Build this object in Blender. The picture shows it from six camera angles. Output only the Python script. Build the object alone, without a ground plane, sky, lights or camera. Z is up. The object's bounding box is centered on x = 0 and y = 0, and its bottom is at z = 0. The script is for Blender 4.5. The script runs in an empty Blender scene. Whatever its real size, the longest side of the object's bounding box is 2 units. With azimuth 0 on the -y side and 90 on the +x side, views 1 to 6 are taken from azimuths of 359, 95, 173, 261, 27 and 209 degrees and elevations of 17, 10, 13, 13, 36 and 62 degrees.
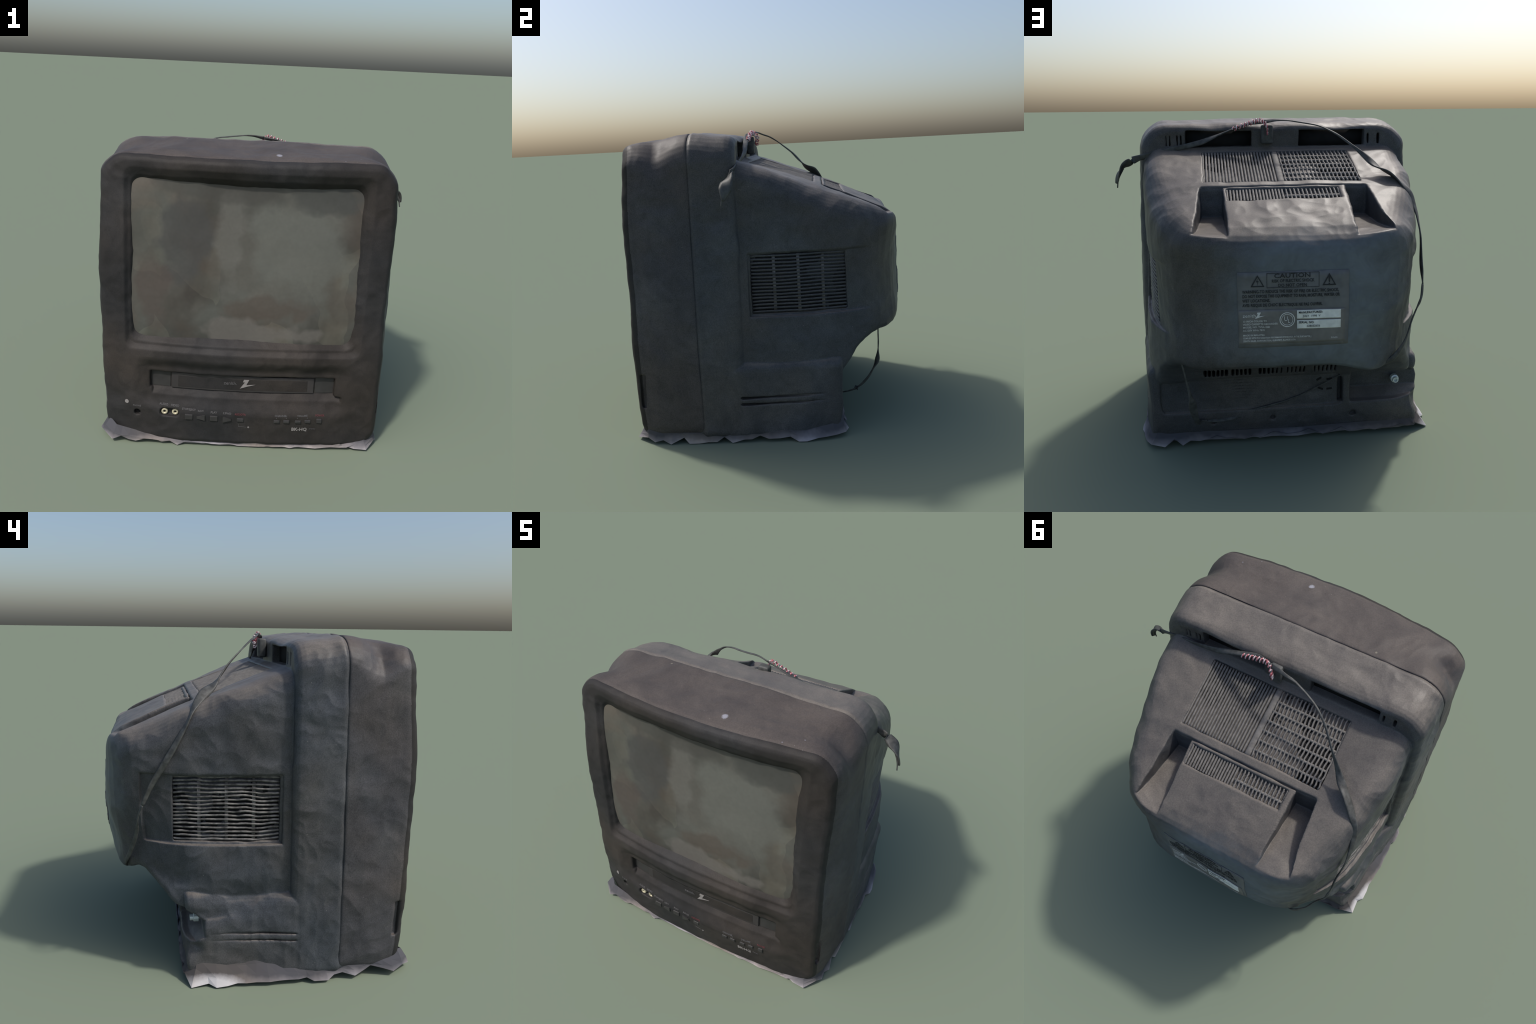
# Old black television with built-in tape deck: bezel, sleeve, rear shell, grilles, labels, cord.
import bpy, bmesh, math, random
import numpy as np
from mathutils import Vector, Matrix
from mathutils.bvhtree import BVHTree

random.seed(7)
CX = -0.045                      # the set stands slightly left of centre

# ------------------------------------------------------------------ scene tree helpers
root = bpy.data.objects.new("television", None)
bpy.context.collection.objects.link(root)
root["label"] = "old black tube television with built-in tape player, dusty and scuffed"
root["category"] = "television"

def add(name, mesh, mat=None, parent=root, smooth=True, kind=None):
    o = bpy.data.objects.new(name, mesh)
    bpy.context.collection.objects.link(o)
    o.parent = parent
    if mat is not None:
        mesh.materials.clear(); mesh.materials.append(mat)
    if len(mesh.polygons):
        mesh.polygons.foreach_set("use_smooth", [smooth] * len(mesh.polygons))
    if kind: o["kind"] = kind
    return o

def pymesh(name, verts, faces):
    m = bpy.data.meshes.new(name)
    m.from_pydata([tuple(v) for v in verts], [], [tuple(f) for f in faces])
    m.update()
    return m

def temp(mesh):
    o = bpy.data.objects.new("helper", mesh)
    bpy.context.collection.objects.link(o)
    return o

def evaluated(o):
    dg = bpy.context.evaluated_depsgraph_get(); dg.update()
    return bpy.data.meshes.new_from_object(o.evaluated_get(dg))

def drop(o):
    bpy.data.objects.remove(o, do_unlink=True)

def fix_normals(mesh):
    bm = bmesh.new(); bm.from_mesh(mesh)
    bmesh.ops.recalc_face_normals(bm, faces=bm.faces)
    bm.to_mesh(mesh); bm.free()
    return mesh

# ------------------------------------------------------------------ numeric noise
_rng = np.random.RandomState(11)
_perm = np.concatenate([_rng.permutation(256)] * 3)
_grad = _rng.normal(size=(256, 3)); _grad /= np.linalg.norm(_grad, axis=1)[:, None]

def perlin(p):
    i = np.floor(p).astype(int); f = p - i
    w = f * f * f * (f * (f * 6 - 15) + 10)
    i &= 255
    out = np.zeros(len(p))
    for dx in (0, 1):
        for dy in (0, 1):
            for dz in (0, 1):
                h = _perm[_perm[_perm[i[:, 0] + dx] + i[:, 1] + dy] + i[:, 2] + dz]
                g = (_grad[h] * (f - (dx, dy, dz))).sum(1)
                wx = w[:, 0] if dx else 1 - w[:, 0]
                wy = w[:, 1] if dy else 1 - w[:, 1]
                wz = w[:, 2] if dz else 1 - w[:, 2]
                out += g * wx * wy * wz
    return out

def sstep(a, b, x):
    t = np.clip((np.asarray(x, float) - a) / (b - a), 0, 1)
    return t * t * (3 - 2 * t)

def coords(mesh):
    v = np.empty(len(mesh.vertices) * 3); mesh.vertices.foreach_get("co", v)
    return v.reshape(-1, 3)

def set_coords(mesh, v):
    mesh.vertices.foreach_set("co", np.ascontiguousarray(v, float).ravel()); mesh.update()

def normals(mesh):
    v = np.empty(len(mesh.vertices) * 3); mesh.vertices.foreach_get("normal", v)
    return v.reshape(-1, 3)

def crumple(mesh, big=0.006, mid=0.0025, ridge=0.004, left=1.0):
    """Scan-like unevenness: soft swells, small lumps and creases."""
    p, n = coords(mesh), normals(mesh)
    warp = np.stack([perlin(p * 2.3 + s) for s in (1.7, 9.1, 4.4)], 1)
    q = p + 0.12 * warp
    d = big * perlin(q * 2.6 + 3.3) * 1.6 + mid * perlin(q * 9.0) * 1.6
    r = np.abs(perlin(q * 5.0 + 20.0)); r2 = np.abs(perlin(q * 11.0 + 7.0))
    side = 1.0 + left * sstep(0.2, 0.9, -n[:, 0])
    d += side * ridge * (0.35 - r) * 0.9 + side * 0.45 * ridge * (0.3 - r2)
    set_coords(mesh, p + n * d[:, None])
    return mesh

# ------------------------------------------------------------------ modelling helpers
def ring(xl, xr, zb, zt, rt, rb, nc=9, ne=10):
    """Rounded rectangle in xz, counter-clockwise seen from the front; constant point count."""
    pts = []
    cor = [(xr - rb, zb + rb, rb, -90), (xr - rt, zt - rt, rt, 0), (xl + rt, zt - rt, rt, 90), (xl + rb, zb + rb, rb, 180)]
    for k, (cx, cz, r, a0) in enumerate(cor):
        for j in range(nc):
            a = math.radians(a0 + 90 * j / (nc - 1))
            pts.append((cx + r * math.cos(a), cz + r * math.sin(a)))
        ex, ez = pts[-1]
        nx, nz, nr, na = cor[(k + 1) % 4]
        a = math.radians(na)
        tx, tz = nx + nr * math.cos(a), nz + nr * math.sin(a)
        for j in range(1, ne):
            t = j / ne
            pts.append((ex + (tx - ex) * t, ez + (tz - ez) * t))
    return pts

def loft(sections):
    """sections: list of (y, ring points). Closed at both ends."""
    verts, faces = [], []
    n = len(sections[0][1])
    for y, r in sections:
        verts += [(x, y, z) for x, z in r]
    for s in range(len(sections) - 1):
        a, b = s * n, (s + 1) * n
        for i in range(n):
            j = (i + 1) % n
            faces.append((a + i, a + j, b + j, b + i))
    faces.append(tuple(range(n))[::-1]); faces.append(tuple(range((len(sections) - 1) * n, len(sections) * n)))
    return fix_normals(pymesh("loft", verts, faces))

def prism(poly, axis, lo, hi):
    """Extrude a 2D polygon along an axis (0: poly in yz, 1: poly in xz, 2: poly in xy)."""
    n = len(poly); v = []
    for h in (lo, hi):
        for a, b in poly:
            v.append(((h, a, b), (a, h, b), (a, b, h))[axis])
    f = [(i, (i + 1) % n, n + (i + 1) % n, n + i) for i in range(n)]
    f += [tuple(range(n))[::-1], tuple(range(n, 2 * n))]
    return fix_normals(pymesh("prism", v, f))

def box(x0, x1, y0, y1, z0, z1):
    return prism([(x0, y0), (x1, y0), (x1, y1), (x0, y1)], 2, z0, z1)

def frustum(r1, y1, r2, y2):
    """Between two rectangles (xl, xr, zb, zt, radius) at depths y1 and y2."""
    return loft([(y1, ring(*r1[:4], r1[4], r1[4], 6, 4)), (y2, ring(*r2[:4], r2[4], r2[4], 6, 4))])

def bounds(mesh):
    c = coords(mesh); return c.min(0), c.max(0)

def carve(mesh, cutters):
    for c in cutters:
        a0, a1 = bounds(mesh); b0, b1 = bounds(c)
        if (a0 > b1).any() or (b0 > a1).any(): continue
        o, k = temp(mesh), temp(c)
        m = o.modifiers.new("cut", "BOOLEAN"); m.operation = "DIFFERENCE"; m.solver = "EXACT"; m.object = k
        new = evaluated(o)
        drop(o); drop(k)
        if len(new.polygons): mesh = new
    return mesh

def joined(meshes):
    bm = bmesh.new()
    for m in meshes: bm.from_mesh(m)
    out = bpy.data.meshes.new("joined"); bm.to_mesh(out); bm.free()
    return out

def remeshed(mesh, voxel, smooth=3):
    o = temp(mesh)
    m = o.modifiers.new("remesh", "REMESH"); m.mode = "VOXEL"; m.voxel_size = voxel; m.adaptivity = 0
    if smooth:
        s = o.modifiers.new("smooth", "SMOOTH"); s.factor = 0.5; s.iterations = smooth
    new = evaluated(o); drop(o)
    return new

def bevelled_box(sx, sy, sz, r=0.003, seg=2):
    bm = bmesh.new(); bmesh.ops.create_cube(bm, size=1.0)
    for v in bm.verts: v.co = Vector((v.co.x * sx, v.co.y * sy, v.co.z * sz))
    bmesh.ops.bevel(bm, geom=list(bm.edges), offset=min(r, 0.45 * min(sx, sy, sz)), segments=seg, affect="EDGES", profile=0.5)
    m = bpy.data.meshes.new("block"); bm.to_mesh(m); bm.free()
    return m

def bvh(mesh):
    return BVHTree.FromPolygons([v.co.copy() for v in mesh.vertices], [tuple(p.vertices) for p in mesh.polygons])

def interp(x, xs, ys): return np.interp(x, xs, ys)

def catmull(points, per=10):
    P = [np.array(p, float) for p in points]
    P = [2 * P[0] - P[1]] + P + [2 * P[-1] - P[-2]]
    out = []
    for i in range(1, len(P) - 2):
        for k in range(per):
            t = k / per
            a, b, c, d = P[i - 1:i + 3]
            out.append(0.5 * (2 * b + (c - a) * t + (2 * a - 5 * b + 4 * c - d) * t * t + (3 * b - a - 3 * c + d) * t ** 3))
    out.append(P[-2])
    return out

# ------------------------------------------------------------------ materials
def new_mat(name):
    m = bpy.data.materials.new(name); m.use_nodes = True
    nt = m.node_tree; b = nt.nodes["Principled BSDF"]
    return m, nt, b

def node(nt, kind, **kw):
    n = nt.nodes.new(kind)
    for k, v in kw.items(): setattr(n, k, v)
    return n

def noise(nt, vec, scale, detail=4, rough=0.6, dist=0.0):
    n = node(nt, "ShaderNodeTexNoise")
    n.inputs["Scale"].default_value = scale; n.inputs["Detail"].default_value = detail
    n.inputs["Roughness"].default_value = rough; n.inputs["Distortion"].default_value = dist
    nt.links.new(vec, n.inputs["Vector"])
    return n.outputs["Fac"]

def ramp(nt, fac, stops):
    r = node(nt, "ShaderNodeValToRGB")
    while len(r.color_ramp.elements) < len(stops): r.color_ramp.elements.new(0.5)
    for e, (p, c) in zip(r.color_ramp.elements, stops):
        e.position = p; e.color = (*c, 1) if len(c) == 3 else c
    nt.links.new(fac, r.inputs["Fac"])
    return r.outputs["Color"]

def mix(nt, fac, a, b, blend="MIX"):
    n = node(nt, "ShaderNodeMix", data_type="RGBA", blend_type=blend)
    for sock, val in ((n.inputs[0], fac), (n.inputs[6], a), (n.inputs[7], b)):
        if hasattr(val, "links"): nt.links.new(val, sock)
        else: sock.default_value = val if not isinstance(val, tuple) else (*val[:3], 1)
    return n.outputs[2]

def math_node(nt, op, a, b=None):
    n = node(nt, "ShaderNodeMath", operation=op)
    for i, val in enumerate((a, b)):
        if val is None: continue
        if hasattr(val, "links"): nt.links.new(val, n.inputs[i])
        else: n.inputs[i].default_value = val
    return n.outputs[0]

def spot_mask(nt, vec, centre, radius, wobble, squash=(1, 1, 1), nscale=60, inner=0.55):
    """Ragged blot around a point, from object coordinates."""
    mp = node(nt, "ShaderNodeMapping")
    mp.inputs["Location"].default_value = [-c * s for c, s in zip(centre, squash)]
    mp.inputs["Scale"].default_value = squash
    nt.links.new(vec, mp.inputs["Vector"])
    ln = node(nt, "ShaderNodeVectorMath", operation="LENGTH"); nt.links.new(mp.outputs[0], ln.inputs[0])
    d = math_node(nt, "ADD", ln.outputs["Value"], math_node(nt, "MULTIPLY", math_node(nt, "SUBTRACT", noise(nt, vec, nscale, 3), 0.5), wobble))
    mr = node(nt, "ShaderNodeMapRange"); nt.links.new(d, mr.inputs[0])
    mr.inputs[1].default_value = radius; mr.inputs[2].default_value = radius * inner
    mr.inputs[3].default_value = 0; mr.inputs[4].default_value = 1
    return mr.outputs[0]

def plastic(name, dark, mid, light, rough=0.62, grain=0.25, spots=(), specks=True, spec=0.25, dust=None, patch=None):
    m, nt, b = new_mat(name)
    tc = node(nt, "ShaderNodeTexCoord").outputs["Object"]
    broad = noise(nt, tc, 2.2, 5, 0.6, 0.6)
    col = ramp(nt, broad, [(0.3, dark), (0.5, mid), (0.72, light)])
    hue = noise(nt, tc, 1.3, 3, 0.5)
    tint = ramp(nt, hue, [(0.38, (0.90, 0.97, 1.06)), (0.62, (1.07, 1.0, 0.93))])
    col = mix(nt, 1.0, col, tint, "MULTIPLY")
    smear = noise(nt, tc, 9.0, 6, 0.7, 1.2)
    col = mix(nt, 1.0, col, ramp(nt, smear, [(0.32, (0.82, 0.82, 0.82)), (0.5, (1, 1, 1)), (0.72, (1.16, 1.15, 1.13))]), "MULTIPLY")
    fine = noise(nt, tc, 170, 2, 0.6)
    g = 1 - grain
    col = mix(nt, 1.0, col, ramp(nt, fine, [(0.3, (g, g, g)), (0.7, (1 + grain, 1 + grain, 1 + grain))]), "MULTIPLY")
    if patch:                                             # paler bluish patch: sky reflection painted into the base colour
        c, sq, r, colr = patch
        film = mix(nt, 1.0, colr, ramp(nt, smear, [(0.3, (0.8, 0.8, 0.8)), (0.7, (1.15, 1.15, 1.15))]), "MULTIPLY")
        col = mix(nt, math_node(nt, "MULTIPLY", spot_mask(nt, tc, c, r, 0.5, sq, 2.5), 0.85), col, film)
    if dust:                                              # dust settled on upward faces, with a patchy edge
        geo = node(nt, "ShaderNodeNewGeometry"); sp_ = node(nt, "ShaderNodeSeparateXYZ"); nt.links.new(geo.outputs["Normal"], sp_.inputs[0])
        lie = math_node(nt, "ADD", sp_.outputs["Z"], math_node(nt, "MULTIPLY", math_node(nt, "SUBTRACT", noise(nt, tc, 7, 6, 0.7), 0.5), 0.7))
        mr = node(nt, "ShaderNodeMapRange"); nt.links.new(lie, mr.inputs[0]); mr.inputs[1].default_value = 0.45; mr.inputs[2].default_value = 0.85
        film = mix(nt, 1.0, dust, ramp(nt, noise(nt, tc, 120, 4, 0.75), [(0.3, (0.75, 0.75, 0.75)), (0.7, (1.22, 1.22, 1.22))]), "MULTIPLY")
        film = mix(nt, 1.0, film, ramp(nt, noise(nt, tc, 3.2, 4, 0.6, 0.5), [(0.35, (0.80, 0.80, 0.82)), (0.65, (1.15, 1.13, 1.10))]), "MULTIPLY")
        col = mix(nt, math_node(nt, "MULTIPLY", mr.outputs[0], 0.9), col, film)
    if specks:
        v = node(nt, "ShaderNodeTexVoronoi"); v.inputs["Scale"].default_value = 26
        nt.links.new(tc, v.inputs["Vector"])
        near = math_node(nt, "LESS_THAN", v.outputs["Distance"], 0.055)
        pick = math_node(nt, "GREATER_THAN", noise(nt, tc, 4.5, 1), 0.60)
        sp = math_node(nt, "MULTIPLY", math_node(nt, "MULTIPLY", near, pick), 0.30)
        col = mix(nt, sp, col, (0.42, 0.40, 0.37))
    for c, r, w, colr in spots:
        col = mix(nt, spot_mask(nt, tc, c, r, w, (1, 0.9, 0.3)), col, colr)
    nt.links.new(col, b.inputs["Base Color"])
    b.inputs["Roughness"].default_value = rough
    b.inputs["Specular IOR Level"].default_value = spec
    bump = node(nt, "ShaderNodeBump"); bump.inputs["Strength"].default_value = 0.12; bump.inputs["Distance"].default_value = 0.002
    nt.links.new(fine, bump.inputs["Height"]); nt.links.new(bump.outputs[0], b.inputs["Normal"])
    return m

def plain(name, col, rough=0.6, metal=0.0, vary=0.15, scale=14, spec=0.35):
    m, nt, b = new_mat(name)
    tc = node(nt, "ShaderNodeTexCoord").outputs["Object"]
    f = noise(nt, tc, scale, 4)
    lo, hi = [c * (1 - vary) for c in col], [min(1, c * (1 + vary)) for c in col]
    nt.links.new(ramp(nt, f, [(0.35, tuple(lo)), (0.65, tuple(hi))]), b.inputs["Base Color"])
    b.inputs["Roughness"].default_value = rough; b.inputs["Metallic"].default_value = metal
    b.inputs["Specular IOR Level"].default_value = spec
    return m

WHITE = (0.62, 0.62, 0.66)
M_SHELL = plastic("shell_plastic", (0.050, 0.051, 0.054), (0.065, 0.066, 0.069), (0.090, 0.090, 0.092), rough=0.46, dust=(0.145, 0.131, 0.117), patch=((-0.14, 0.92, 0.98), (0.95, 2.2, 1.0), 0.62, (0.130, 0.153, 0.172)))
M_SLEEVE = plastic("sleeve_plastic", (0.052, 0.049, 0.050), (0.066, 0.061, 0.061), (0.088, 0.082, 0.080), rough=0.55, dust=(0.083, 0.071, 0.064),
                   spots=[((0.115, -0.755, 1.905), 0.020, 0.034, (0.26, 0.26, 0.29)), ((0.50, -0.80, 1.88), 0.007, 0.015, (0.16, 0.15, 0.165)),
                          ((-0.46, -0.45, 1.94), 0.008, 0.015, (0.18, 0.165, 0.13)), ((0.60, -0.73, 1.90), 0.006, 0.012, (0.17, 0.165, 0.18))])
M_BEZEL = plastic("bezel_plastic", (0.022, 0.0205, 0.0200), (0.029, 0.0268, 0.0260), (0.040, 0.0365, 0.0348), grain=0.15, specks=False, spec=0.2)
M_DOOR = plain("door_plastic", (0.036, 0.033, 0.033), 0.55)
M_DARK = plain("vent_dark", (0.018, 0.018, 0.019), 0.9, spec=0.1)
M_WELL = plain("vent_well", (0.040, 0.041, 0.043), 0.9, spec=0.1)
M_KEY = plain("button_plastic", (0.034, 0.033, 0.033), 0.5)
M_RIB = plain("rib_plastic", (0.160, 0.150, 0.138), 0.7, vary=0.22, scale=40)
M_SLAT = plain("slat_plastic", (0.130, 0.124, 0.118), 0.5, vary=0.6, scale=22)  # pale variation paints glints into the slat colour
M_CORD = plain("cord_rubber", (0.060, 0.062, 0.060), 0.55, vary=0.35, scale=30)
M_BRASS = plain("jack_metal", (0.58, 0.53, 0.38), 0.5, 0.3, vary=0.1)
M_INK = plain("black_ink", (0.030, 0.032, 0.034), 0.7, spec=0.2)
M_SILVER = plain("silver_print", (0.24, 0.225, 0.22), 0.5)
M_GREY_INK = plain("grey_print", (0.088, 0.085, 0.088), 0.6)
M_RED_INK = plain("red_print", (0.10, 0.032, 0.036), 0.6)
M_LABEL = plain("label_grey", (0.128, 0.132, 0.135), 0.5)
M_PLATE = plain("label_brown_grey", (0.158, 0.154, 0.146), 0.45)
M_PAPER = plain("label_paper", (0.72, 0.73, 0.68), 0.7, vary=0.14, scale=18)
M_WHITE_INK = plain("white_print", (0.55, 0.55, 0.52), 0.6)
M_NUT = plain("connector_metal", (0.62, 0.68, 0.68), 0.35, 0.3)

def fringe_material():
    m, nt, b = new_mat("ground_scrap")
    tc = node(nt, "ShaderNodeTexCoord").outputs["Object"]
    sep = node(nt, "ShaderNodeSeparateXYZ"); nt.links.new(tc, sep.inputs[0])
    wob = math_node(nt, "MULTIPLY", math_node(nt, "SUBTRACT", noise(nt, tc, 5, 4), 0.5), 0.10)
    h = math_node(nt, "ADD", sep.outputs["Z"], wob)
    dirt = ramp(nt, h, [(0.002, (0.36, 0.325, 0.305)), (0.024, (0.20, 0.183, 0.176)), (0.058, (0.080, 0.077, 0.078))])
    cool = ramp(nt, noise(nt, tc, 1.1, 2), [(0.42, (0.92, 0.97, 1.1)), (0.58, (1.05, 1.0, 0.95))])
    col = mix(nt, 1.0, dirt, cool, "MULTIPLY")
    chip = spot_mask(nt, tc, (-0.93, 0.30, 0.0), 0.17, 0.03, (0.6, 0.85, 2.4))
    col = mix(nt, math_node(nt, "MULTIPLY", chip, 0.75), col, (0.60, 0.59, 0.60))
    nt.links.new(col, b.inputs["Base Color"])
    b.inputs["Roughness"].default_value = 0.85; b.inputs["Specular IOR Level"].default_value = 0.15
    return m
M_FRINGE = fringe_material()

def glass_material():
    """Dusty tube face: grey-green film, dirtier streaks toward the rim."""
    m, nt, b = new_mat("tube_glass")
    tc = node(nt, "ShaderNodeTexCoord").outputs["Object"]
    mp = node(nt, "ShaderNodeMapping"); mp.inputs["Scale"].default_value = (1.0, 1.0, 0.75)
    nt.links.new(tc, mp.inputs["Vector"])
    f = noise(nt, mp.outputs[0], 2.0, 3, 0.5, 1.2)
    col = ramp(nt, f, [(0.36, (0.064, 0.060, 0.054)), (0.5, (0.082, 0.079, 0.070)), (0.66, (0.106, 0.104, 0.093))])
    f2 = noise(nt, tc, 3.1, 2, 0.5, 0.5)
    col = mix(nt, 1.0, col, ramp(nt, f2, [(0.4, (0.96, 1.0, 0.98)), (0.62, (1.04, 0.96, 0.90))]), "MULTIPLY")
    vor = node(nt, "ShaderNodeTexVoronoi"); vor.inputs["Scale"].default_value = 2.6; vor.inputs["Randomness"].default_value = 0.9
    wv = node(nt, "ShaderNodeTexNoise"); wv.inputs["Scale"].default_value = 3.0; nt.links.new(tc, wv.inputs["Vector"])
    wadd = mix(nt, 0.22, mp.outputs[0], wv.outputs["Color"], "ADD"); nt.links.new(wadd, vor.inputs["Vector"])                          # uneven patches of painted room reflection
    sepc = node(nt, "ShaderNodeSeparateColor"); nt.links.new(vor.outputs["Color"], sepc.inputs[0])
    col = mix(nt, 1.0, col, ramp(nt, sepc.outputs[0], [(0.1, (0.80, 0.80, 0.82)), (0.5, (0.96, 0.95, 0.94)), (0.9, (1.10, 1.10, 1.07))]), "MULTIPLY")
    wide = spot_mask(nt, tc, (0.16, -0.83, 1.33), 0.46, 0.8, (1.0, 0.3, 1.0), 2.2)           # broad pale reflection painted over the middle
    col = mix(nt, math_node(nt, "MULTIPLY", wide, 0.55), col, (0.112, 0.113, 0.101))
    reflections = [((-0.42, -0.83, 1.40), (1.2, 0.2, 0.75), 0.20, (0.056, 0.056, 0.055), 0.75), ((-0.15, -0.83, 1.36), (2.0, 0.2, 0.62), 0.19, (0.118, 0.115, 0.104), 0.7),
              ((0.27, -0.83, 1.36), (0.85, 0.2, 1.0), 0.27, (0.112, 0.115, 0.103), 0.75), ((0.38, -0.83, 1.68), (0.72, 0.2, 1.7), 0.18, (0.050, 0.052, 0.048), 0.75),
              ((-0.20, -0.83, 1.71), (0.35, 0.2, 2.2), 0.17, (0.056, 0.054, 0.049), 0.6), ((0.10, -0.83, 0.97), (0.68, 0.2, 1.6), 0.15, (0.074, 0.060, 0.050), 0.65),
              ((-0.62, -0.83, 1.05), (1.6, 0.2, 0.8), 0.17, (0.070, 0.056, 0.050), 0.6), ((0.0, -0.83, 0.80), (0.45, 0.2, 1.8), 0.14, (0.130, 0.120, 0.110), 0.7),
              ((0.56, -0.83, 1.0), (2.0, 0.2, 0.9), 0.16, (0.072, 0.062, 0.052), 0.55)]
    for cen, sq, rad, tone, amt in reflections:                                                                          # pale, dark and brown parts of the room's reflection, as colour
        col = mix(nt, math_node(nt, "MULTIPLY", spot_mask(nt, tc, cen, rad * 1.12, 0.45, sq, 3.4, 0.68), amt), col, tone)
    f3 = noise(nt, tc, 40, 4, 0.7)
    col = mix(nt, 1.0, col, ramp(nt, f3, [(0.3, (0.93, 0.93, 0.93)), (0.7, (1.06, 1.06, 1.06))]), "MULTIPLY")
    nt.links.new(col, b.inputs["Base Color"])
    b.inputs["Roughness"].default_value = 0.5; b.inputs["Specular IOR Level"].default_value = 0.3
    return m
M_GLASS = glass_material()

def twist_material():
    m, nt, b = new_mat("twist_wire")
    tc = node(nt, "ShaderNodeTexCoord").outputs["Object"]
    w = node(nt, "ShaderNodeTexWave"); w.inputs["Scale"].default_value = 22; w.inputs["Distortion"].default_value = 1.0
    nt.links.new(tc, w.inputs["Vector"])
    nt.links.new(ramp(nt, w.outputs["Fac"], [(0.45, (0.42, 0.10, 0.12)), (0.55, (0.62, 0.52, 0.53))]), b.inputs["Base Color"])
    b.inputs["Roughness"].default_value = 0.6
    return m
M_TWIST = twist_material()

# ------------------------------------------------------------------ front cabinet (bezel + sleeve)
SEAM = -0.412

def cab_top(y): return interp(y, [-0.91, -0.82, -0.70, -0.55, SEAM], [1.884, 1.900, 1.912, 1.928, 1.946])

def side_lean(x, z):
    """Side walls draw in toward the top and spread a little toward the foot."""
    foot = float(sstep(1.0, 0.25, z)) * (0.012 if x < CX else 0.014)
    return (0.032 * max(0.0, z - 1.1) ** 2 * (1 if x < CX else 1.5) - foot) * (1 if x < CX else -1)

def cabinet_section(y, inset):
    zt = cab_top(y)
    xl, xr = -0.953 + inset, 0.862 - inset
    rt = float(interp(y, [-0.9, -0.82, -0.68, -0.5, SEAM], [0.135, 0.165, 0.215, 0.20, 0.175]))
    return (y, [(x + side_lean(x, z), z) for x, z in
                ring(xl, xr, 0.012 + inset * 0.9, zt - inset * 0.8, rt, 0.12, 9, 12)])

def front_bow(x, z, y):
    s = sstep(-0.44, -0.82, y)
    return s * (np.where(x < CX, 0.112, 0.076) * (x - CX) ** 2 + 0.034 * sstep(1.25, 1.88, z) * (0.60 + 0.40 * sstep(0.1, 0.7, np.abs(x - CX))) + 0.016 * sstep(0.30, 0.02, z)
                + 0.036 * sstep(0.24, 0.36, z) * sstep(0.63, 0.54, z) * sstep(0.70, 0.57, np.abs(x - CX)) * sstep(-0.75, -0.86, y))

cab = loft([cabinet_section(y, i) for y, i in [(SEAM, 0.005), (SEAM - 0.008, 0.0), (-0.55, 0.0), (-0.62, 0.0), (-0.70, 0.0), (-0.80, 0.000),
            (-0.85, 0.004), (-0.880, 0.013), (-0.897, 0.026), (-0.905, 0.045)]])
OPEN = (-0.722, 0.610, 0.757, 1.722)
cuts = [frustum((-0.815, 0.725, 0.640, 1.855, 0.05), -0.925, (-0.765, 0.655, 0.70, 1.770, 0.05), -0.882),
        frustum((-0.760, 0.652, 0.712, 1.772, 0.05), -0.885, (*OPEN, 0.06), -0.835),
        frustum((*OPEN, 0.06), -0.85, (*OPEN, 0.06), -0.74),
        box(-0.640, 0.556, -0.95, -0.872, 0.392, 0.520),                                   # tape bay
        prism([(-0.874, 0.393), (-0.95, 0.393), (-0.95, 0.335), (-0.907, 0.348)], 0, -0.625, 0.60),  # ledge under it
        frustum((-0.572, -0.436, 0.208, 0.272, 0.030), -0.95, (-0.568, -0.440, 0.212, 0.268, 0.028), -0.874),
        frustum((-0.742, -0.692, 0.193, 0.243, 0.024), -0.95, (-0.738, -0.696, 0.197, 0.239, 0.020), -0.868)]
for sx in (-1, 1):                                                                          # finger slots on the front edges
    xe = -0.961 if sx < 0 else 0.870
    cuts.append(box(min(xe, xe - sx * 0.03), max(xe, xe - sx * 0.03), -0.878, -0.842, 0.235, 0.455))
cab = remeshed(carve(cab, cuts), 0.0065, 3)
def dent(mesh, dents):
    """Knocks, swells and pinches: push points near a centre along a vector."""
    p = coords(mesh)
    for c, r, d in dents:
        w = np.exp(-(((p - c) / r) ** 2).sum(1))
        p = p + w[:, None] * np.array(d)
    set_coords(mesh, p)
SWELL = [((0.87, -0.42, 0.80), (0.10, 0.28, 0.42), (0.020, 0, 0)), ((-0.955, -0.50, 0.80), (0.10, 0.26, 0.42), (-0.020, 0, 0)),
         ((0.87, -0.87, 0.75), (0.12, 0.085, 0.90), (-0.026, 0.014, 0)), ((-0.95, -0.86, 0.25), (0.12, 0.12, 0.35), (0.022, 0.022, 0)),
         ((0.80, -0.66, 1.86), (0.14, 0.10, 0.14), (-0.018, 0, -0.024)), ((-0.88, -0.68, 1.86), (0.15, 0.11, 0.15), (0.024, 0, -0.030))]
pre_lattice = coords(cab).copy()
dent(cab, SWELL)
v = coords(cab)
pre_y = v[:, 1].copy()
v[:, 1] += front_bow(v[:, 0], v[:, 2], v[:, 1])
set_coords(cab, v)
pre = pre_lattice
crumple(cab, 0.010, 0.004, 0.011, 0.4)
BV_FRONT = bvh(cab)

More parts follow.
